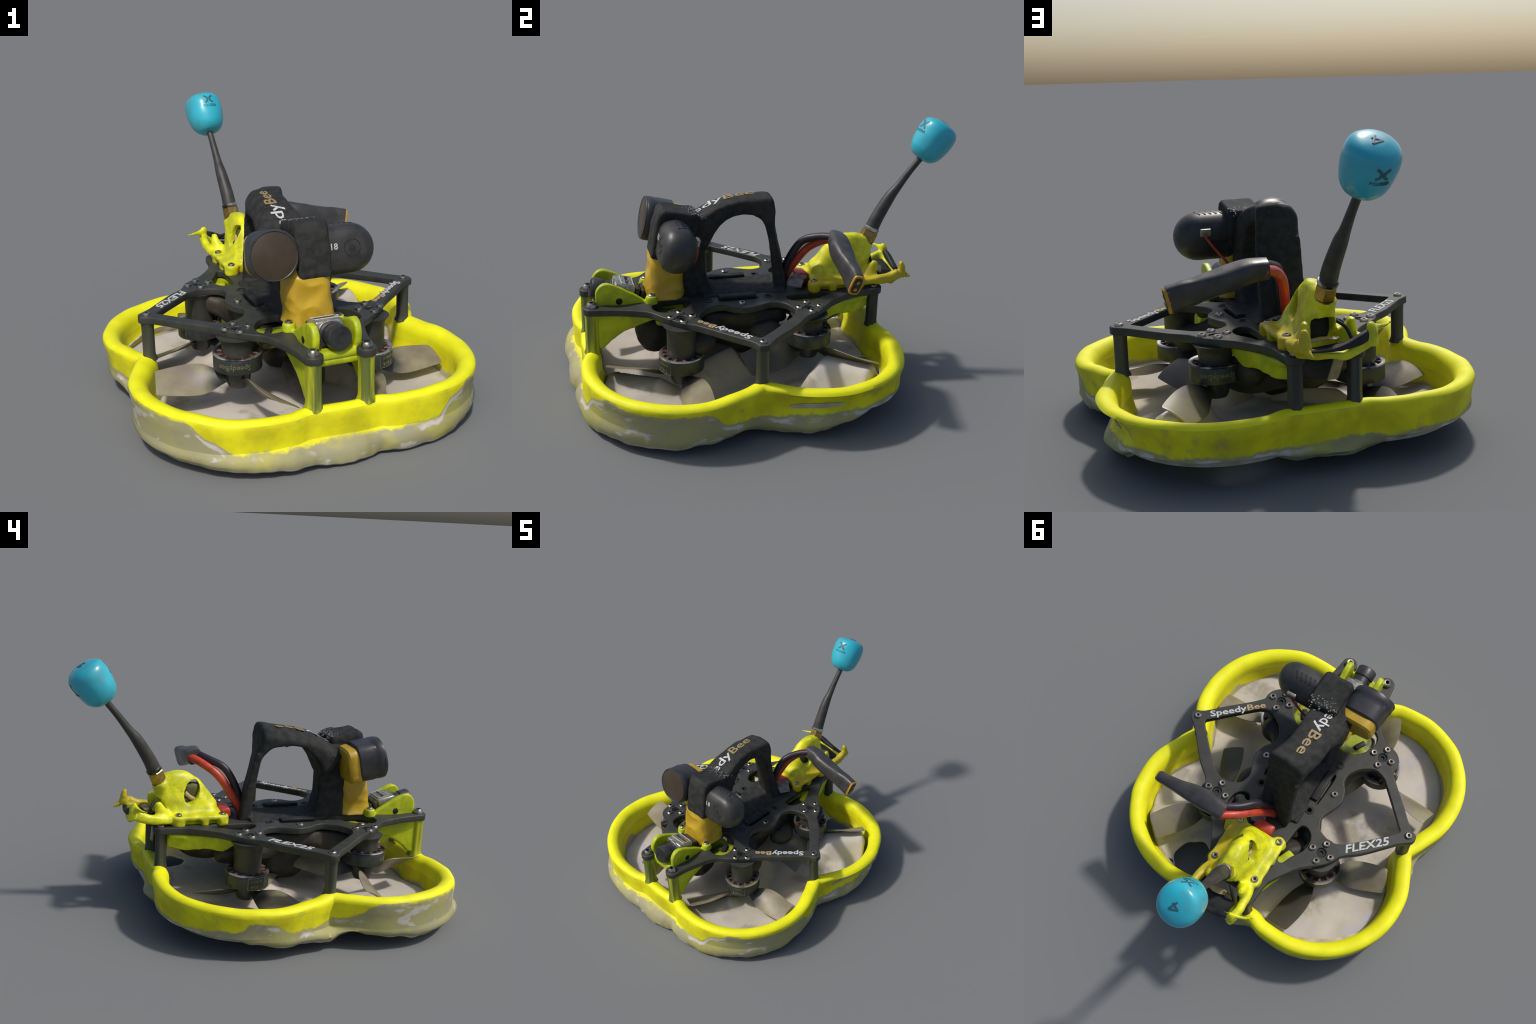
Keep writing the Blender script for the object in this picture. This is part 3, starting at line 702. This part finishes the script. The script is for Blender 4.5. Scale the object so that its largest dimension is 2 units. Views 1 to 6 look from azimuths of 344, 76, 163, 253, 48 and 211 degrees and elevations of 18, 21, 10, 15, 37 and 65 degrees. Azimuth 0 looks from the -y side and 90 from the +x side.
# strap end wrapped over the camera
wrapb = []
for z, y0, y1, x0, x1 in ((-.120, -.098, .05, -.058, .095), (-.10, -.104, .06, -.062, .098), (-.02, -.108, .09, -.064, .098), (.06, -.108, .10, -.066, .096), (.11, -.100, .10, -.066, .094), (.130, -.080, .09, -.062, .09)):
    wrapb.append(np.array([((x0 + x1) / 2 + (x1 - x0) / 2 * a, (y0 + y1) / 2 + (y1 - y0) / 2 * b, z) for a, b in superloop(1, 1, 32, 9)]))
obj('camera_strap', tilt(noisy(fused([loft(wrapb)], .0065, 4), .003, 22)), 'strap', cam)
glit = []
for k in range(70):
    x, y = random.uniform(-.064, .092), random.gauss(.075, .022)
    s = random.uniform(.0015, .0034)
    glit.append(box((x - s, y - s,   .1285 - .25 * max(0, y - .08)), (x + s, y + s, .1315 - .25 * max(0, y - .08)), .0005, 1))
obj('worn_flecks', tilt(joined(glit)), 'greytab', cam, kind='stuff')
# lens housing, filter
hous = []
for y, w, h, x in ((.02, .090, .09, -.155), (.01, .101, .103, -.160), (-.06, .104, .105, -.165), (-.085, .106, .106, -.167), (-.09, .1085, .108, -.168), (-.118, .1085, .108, -.170), (-.124, .106, .106, -.172)):
    hous.append(np.array([(x + a, y, .003 + b) for a, b in superloop(w, h, 40, 3.2 if y > -.07 else 2.5)]))
obj('lens_housing', tilt(loft(hous)), 'housing', cam)
obj('lens_filter', tilt(lathe([(.1035, 0), (.1035, .004), (.099, .0062), (.0, .0068)], 56, (0, -1, 0), (-.1735, -.1225, .003))), 'lens', cam)
ring = loft([np.array([(-.1735 + a * math.cos(q), b, .003 + a * math.sin(q)) for q in np.arange(56) * 2 * PI / 56]) for a, b in ((.102, -.118), (.108, -.118), (.1085, -.126), (.106, -.1302), (.102, -.127))], cap=False, closed=True)
obj('filter_rim', tilt(ring), 'housing', cam)
# amber printed holder
band = [np.array([(-.157 + a, y, -.004 + b) for a, b in superloop(w, h, 40, 4)]) for y, w, h in ((.0, .092, .092), (.012, .096, .096), (.060, .094, .094), (.070, .085, .084))]
obj('camera_holder', noisy(tilt(loft(band)), .003, 14), 'amber', cam)
pil = []
for z, x0, x1, yf, yb in ((.474, -.118, .118, -.450, -.26), (.49, -.108, .112, -.448, -.26), (.53, -.098, .104, -.438, -.26), (.58, -.100, .098, -.430, -.26), (.64, -.104, .096, -.425, -.26), (.69, -.10, .095, -.42, -.26), (.73, -.09, .085, -.38, -.26)):
    pil.append(np.array([((x0 + x1) / 2 + (x1 - x0) / 2 * a, (yf + yb) / 2 + (yb - yf) / 2 * b, z) for a, b in superloop(1, 1, 36, 3.6)]))
def creased(v):
    w = noise.noise(Vector((v.x * 5 + v.z * 9, v.y * 5, v.z * 5 - v.x * 8))); return v + Vector((v.x, v.y + .3, 0)).normalized() * (.0075 * (1 - 2.4 * abs(w)))
holder = obj('camera_stand', mapped(fused([loft(pil)], .006, 4), creased), 'amber')
for s in (1, -1): screw(s * .115, -.429, .502, parent=holder)

# ------------------------------------------------------------------ forward view camera
fpv = bpy.data.objects.new('view_camera', None); COL.objects.link(fpv); fpv.parent = ROOT
FR = Matrix.Rotation(math.radians(-13), 3, 'X'); FP = Vector((.004, -.56, .487))
ft = lambda me: mapped(me, lambda c: FR @ c + FP)
obj('camera_case', ft(box((-.066, -.055, -.062), (.066, .05, .064), .012)), 'silver', fpv)
obj('camera_back', ft(joined([box((-.062, .05, -.055), (.062, .075, .055), .008), box((-.055, .082, -.05), (.055, .10, .045), .006)])), 'board', fpv)
obj('camera_label', ft(box((-.052, -.02, .0635), (.052, .035, .0665), .001, 1)), 'silver', fpv)
f = frame((0, .008, .067), (1, 0, 0), (0, 0, 1)); obj('lettering', ft(mapped(text('RunCam', .026, .002), lambda c: f @ c)), 'socket', fpv, ang=0)
frm = [(-.054, -.022), (.054, -.022), (.054, .037), (-.054, .037), (-.054, -.022)]
obj('label_border', ft(tube([(a, b, .0665) for a, b in frm], [(.002, .002)] * 5, 6, sub=1)), 'white', fpv)
obj('lens_barrel', ft(lathe([(.060, .05), (.058, .068), (.050, .072), (.047, .10), (.053, .104), (.054, .150), (.050, .157), (.03, .158)], 40, (0, -1, 0))), 'housing', fpv)
obj('lens_collar', ft(lathe([(.064, .048), (.064, .060), (.058, .064)], 40, (0, -1, 0))), 'chrome', fpv)
obj('lens_glass', ft(joined([lathe([(.048, .157), (.046, .1595), (0, .160)], 36, (0, -1, 0)), ring_mesh(0, 0, .022, .002, -.160), ring_mesh(0, 0, .012, .002, -.160)])), 'dark', fpv)
ears = []
for s in (1, -1):
    e = [(-.46, .470), (-.49, .50), (-.55, .535), (-.60, .562), (-.64, .577), (-.672, .572), (-.695, .545), (-.700, .51), (-.692, .470), (-.66, .44), (-.50, .44)]
    E = catmull(e, 4)
    k = s * .094
    ears.append(loft([np.array([(k + t, y, z) for y, z in (E - E.mean(0)) * q + E.mean(0)]) for t, q in ((-.016, .95), (-.012, 1), (.012, 1), (.016, .95))]))
ears += [lathe([(.033, .466), (.030, .495), (.026, .506)], 24, at=(s * .115, -.429, 0)) for s in (1, -1)]
ears += [box((-.10, -.705, .425), (.10, -.64, .462), .015), box((-.10, -.66, .415), (.10, -.47, .437), .01)]
hol = [lathe([(.017, -.3), (.017, .3)], 20, (1, 0, 0), (0, -.586, .487))]
obj('camera_cradle', noisy(fused(ears, .006, 3), .003, 16), 'lime', fpv)
for s in (1, -1): obj('cradle_bolt', lathe([(.017, 0), (.017, .0165), (.012, .019)], 20, (s, 0, 0), (s * .094, -.586, .485)), 'dark', fpv)

# ------------------------------------------------------------------ rear antenna mount
dome = []
for z, xh, y0, y1, p in ((.465, .118, .40, .655, 5), (.515, .112, .39, .66, 5), (.53, .088, .405, .69, 4), (.56, .076, .405, .715, 3.5), (.60, .066, .44, .735, 3), (.64, .055, .47, .735, 2.6), (.68, .046, .505, .73, 2.4), (.705, .036, .54, .71, 2.2), (.722, .022, .575, .66, 2)):
    dome.append(np.array([(xh * a, (y0 + y1) / 2 + (y1 - y0) / 2 * b, z) for a, b in superloop(1, 1, 36, p)]))
parts = [loft(dome)]
for s in (1, -1):
    parts.append(box((s * .115 - .035, .375, .494), (s * .115 + .035, .66, .520), .012))
    for y0, y1 in ((.38, .42), (.475, .515), (.60, .65)): parts.append(box((s * .125 - .025, y0, .462), (s * .125 + .025, y1, .505), .008))
    parts.append(lathe([(.036, .466), (.036, .512), (.030, .520)], 24, at=(s * .1165, .63, 0)))
    parts.append(lathe([(.034, .466), (.034, .510), (.028, .518)], 24, at=(s * .115, .40, 0)))
    # side knobs and rear hooks
    kx = .080 if s > 0 else .103
    parts.append(tube([(s * .085, .69, .50), (s * kx, .722, .55), (s * kx, .738, .592)], [(.034, .034), (.026, .030), (.012, .016)], 16))
    parts.append(tube([(s * .10, .66, .495), (s * .125, .72, .505), (s * .135, .79, .515), (s * .135, .845, .535)], [(.034, .020), (.026, .022), (.022, .024), (.022, .028)], 20, 3))
    parts.append(tube([(s * .130, .865, .515), (s * .130, .868, .555), (s * .130, .862, .585), (s * .130, .855, .600)], [(.024, .026), (.024, .020), (.019, .016), (.010, .010)], 20))
parts.append(tube([(.135, .80, .505), (.09, .845, .500), (.03, .862, .494), (-.03, .865, .490), (-.085, .862, .510), (-.14, .85, .540)], [(.022, .022), (.016, .020), (.014, .014), (.014, .020), (.014, .022), (.018, .024)], 20, 3))
parts.append(tube([(-.135, .858, .575), (-.175, .842, .574), (-.21, .826, .576), (-.234, .815, .578)], [(.014, .018), (.010, .012), (.007, .007), (.0065, .0065)], 14))
parts.append(lathe([(.048, -.055), (.048, .012), (.040, .022)], 24, (-.02, .42, .9), (-.010, .700, .655)))
cut = [mapped(lathe([(.001, -.3), (1, -.29), (1, .29), (.001, .3)], 28, (1, 0, 0), (0, 0, 0)), lambda c: Vector((c.x, .548 + c.y * .040 - c.z * .014, .624 + c.z * .060))),
       box((-.045, .64, .515), (.045, .80, .60), .02)]
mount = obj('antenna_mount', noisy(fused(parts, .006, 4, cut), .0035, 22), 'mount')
for s in (1, -1):
    screw(s * .1165, .63, .516, parent=mount); screw(s * .1155, .40, .514, parent=mount)
M['moss'] = mottled('dark_olive_inside', (0.05, 0.05, 0.02), (0.12, 0.12, 0.03), 20, 0.6)
obj('mount_core', fused([box((-.030, .50, .53), (.030, .62, .66), .02)], .006, 3), 'moss', mount)
obj('inner_cable', tube([(-.030, .52, .575), (-.034, .55, .588), (-.030, .58, .615)], [(.012, .012)] * 3, 12), 'beige', mount)
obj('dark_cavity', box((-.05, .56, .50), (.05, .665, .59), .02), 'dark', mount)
obj('antenna_lead', tube([(-.045, .735, .585), (-.07, .76, .565), (-.085, .775, .53), (-.095, .79, .50)], [(.007, .007)] * 4, 10), 'dark', mount)
obj('antenna_band', tube([(.125, .862, .516), (.06, .872, .517), (.015, .875, .520), (-.035, .876, .530), (-.082, .872, .544), (-.130, .862, .563)], [(.010, .004), (.012, .005), (.014, .009), (.015, .014), (.015, .020), (.012, .018)], 14, 3), 'dark', mount)
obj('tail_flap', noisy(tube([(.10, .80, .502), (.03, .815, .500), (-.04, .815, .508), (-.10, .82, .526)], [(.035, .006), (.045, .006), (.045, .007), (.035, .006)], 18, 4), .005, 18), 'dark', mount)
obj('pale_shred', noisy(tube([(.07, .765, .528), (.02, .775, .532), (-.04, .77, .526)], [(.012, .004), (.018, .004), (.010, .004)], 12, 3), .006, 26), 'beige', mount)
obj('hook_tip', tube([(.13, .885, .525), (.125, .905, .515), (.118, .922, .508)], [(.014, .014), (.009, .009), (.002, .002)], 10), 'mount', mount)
obj('ceramic_tab', mapped(box((-.022, -.006, -.042), (.022, .006, .042), .006), lambda c: Vector((-.035 + c.x - c.z * .35, .745 + c.y, .405 + c.z))), 'beige', mount)
obj('red_pad', noisy(box((-.06, .335, .472), (.045, .395, .53), .015), .008, 20), 'red', mount)
obj('flat_ribbon', noisy(tube([(.10, .30, .488), (.05, .33, .515), (.04, .37, .52)], [(.035, .006), (.04, .006), (.03, .006)], 16, 4), .003, 20), 'greytab', mount)

# ------------------------------------------------------------------ antenna
ant = bpy.data.objects.new('antenna', None); COL.objects.link(ant); ant.parent = ROOT
A0, A1 = Vector((-.008, .706, .664)), Vector((-.0125, .746, .752))
ax = (A1 - A0).normalized()
nut = lathe([(.036, -.012), (.040, -.004), (.040, .010)], 30, ax, A0); nut2 = lathe([(.038, .010), (.043, .014), (.043, .066), (.038, .072)], 6, ax, A0)
obj('brass_nut', joined([nut, nut2]), 'brass', ant, 30)
obj('nut_collar', lathe([(.039, .072), (.041, .076), (.041, .086), (.037, .09)], 32, ax, A0), 'chrome', ant)
S = [A0 + ax * .08, Vector((-.0155, .772, .803)), Vector((-.025, .833, .900)), Vector((-.028, .872, .948)), Vector((-.031, .925, 1.018)), Vector((-.034, .980, 1.085)), Vector((-.036, .992, 1.10))]
obj('antenna_stem', tube(S, [(.036, .036), (.034, .034), (.029, .029), (.022, .022), (.018, .018), (.017, .017), (.022, .022)], 20), 'boot', ant)
BA = (Vector((-.040, 1.0555, 1.19)) - Vector((-.033, .984, 1.09))).normalized(); B0 = Vector((-.040, 1.0555, 1.19)) - BA * .118
prof = [(.020, 0), (.050, .006), (.072, .021), (.088, .044), (.097, .074), (.1015, .105), (.103, .13), (.1035, .155), (.100, .180), (.089, .199), (.068, .211), (.036, .218), (.004, .220)]
PR = catmull([(a * .965, b, 0) for a, b in prof], 4, False)[:, :2]
ball = obj('antenna_shell', noisy(lathe([tuple(p) for p in PR], 48, BA, B0), .0022, 16), 'cyan', ant, 70)
e1 = Vector((1, 0, 0)); e1 = (e1 - BA * e1.dot(BA)).normalized(); e2 = BA.cross(e1)
def on_ball(u, t, h, az):
    """u = arc length round the shell, t = height along axis"""
    r = float(np.interp(t, PR[:, 1], PR[:, 0])); q = az + u / max(r, .03)
    r2 = float(np.interp(t + .004, PR[:, 1], PR[:, 0])); n2 = Vector((.004, r - r2)).normalized()
    rad = e1 * math.cos(q) + e2 * math.sin(q)
    return B0 + BA * (t + h * n2.y) + rad * (r + h * n2.x)
def strokes(L, w):
    ms = []
    for P in L: ms.append(tube([(x, y, 0) for x, y in P], [(w, .0012)] * len(P), 10, 4, up=(0, 0, 1), sub=3))
    return joined(ms)
LOGO = [[(-.024, .020), (-.009, .010), (-.006, 0), (-.009, -.010), (-.022, -.020)], [(.024, .020), (.009, .010), (.006, 0), (.009, -.010), (.022, -.020)]]
az_front = math.atan2(Vector((.12, -1, 0)).dot(e2), Vector((.12, -1, 0)).dot(e1)); az_back = math.atan2(Vector((-.05, 1, 0)).dot(e2), Vector((-.05, 1, 0)).dot(e1))
for az in (az_front, az_back):
    obj('logo', mapped(strokes(LOGO, .0055), lambda c: on_ball(c.x, .155 + c.y, c.z + .0005, az)), 'ink', ant, 30)
    obj('lettering', mapped(text('FOXEER', .019, .002), lambda c: on_ball(c.x * 1.1, .117 + c.y, c.z + .0005, az)), 'ink', ant, ang=0)
def on_top(c):
    k = [p for p in PR if p[1] > .15][::-1]; t = float(np.interp(math.hypot(c.x, c.y), [p[0] for p in k], [p[1] for p in k]))
    f = frame(B0, (.8, -.5, 0), BA); return f @ Vector((c.x, c.y, t + .0012 + c.z))
obj('lettering', mapped(strokes([[(.012, -.024), (.012, .024)], [(.012, .024), (-.018, -.006)], [(-.018, -.006), (.022, -.006)]], .0045), on_top), 'ink', ant, 30)

# ------------------------------------------------------------------ power lead
lead = bpy.data.objects.new('power_lead', None); COL.objects.link(lead); lead.parent = ROOT
path = [(.140, .490, .758), (.20, .486, .754), (.27, .478, .737), (.345, .474, .716), (.42, .474, .694), (.475, .473, .680), (.530, .470, .666)]
size = [(.040, .038), (.046, .044), (.052, .046), (.046, .048), (.035, .053), (.031, .056), (.030, .057)]
obj('connector_sleeve', noisy(tube(path, size, 24, 3.2, up=(.12, .25, 1)), .003, 18), 'shrink', lead)
pd = (Vector(path[-1]) - Vector(path[-2])).normalized(); pe = Vector(path[-1])
pf = frame(pe, pd.cross(Vector((.12, .25, 1))), pd)
obj('power_plug', mapped(joined([loft([np.array([(a, b, t) for a, b in superloop(.0285 * k, .0535 * k, 28, 4)]) for t, k in ((-.006, 1.0), (.008, 1.0), (.012, .95))])]), lambda c: pf @ Vector((c.x, c.y, c.z))), 'plug', lead)
obj('plug_cavity', mapped(loft([np.array([(a, b, t) for a, b in superloop(.020, .043, 24, 4)]) for t in (.006, .0132)]), lambda c: pf @ c), 'socket', lead)
for s in (1, -1): obj('plug_pin', mapped(lathe([(.009, .012), (.009, .0165), (.005, .0175)], 16), lambda c: pf @ Vector((c.x, c.y + s * .020, c.z))), 'brass', lead)
obj('wire', tube([(.165, .470, .768), (.10, .420, .752), (.046, .345, .712), (.018, .285, .60), (.012, .262, .50), (.012, .255, .455)], [(.020, .020)] * 6, 14), 'purple', lead)
obj('wire', tube([(.165, .515, .754), (.10, .462, .735), (.045, .385, .68), (.012, .315, .58), (-.004, .275, .50), (-.008, .262, .455)], [(.022, .022)] * 6, 14), 'red', lead)
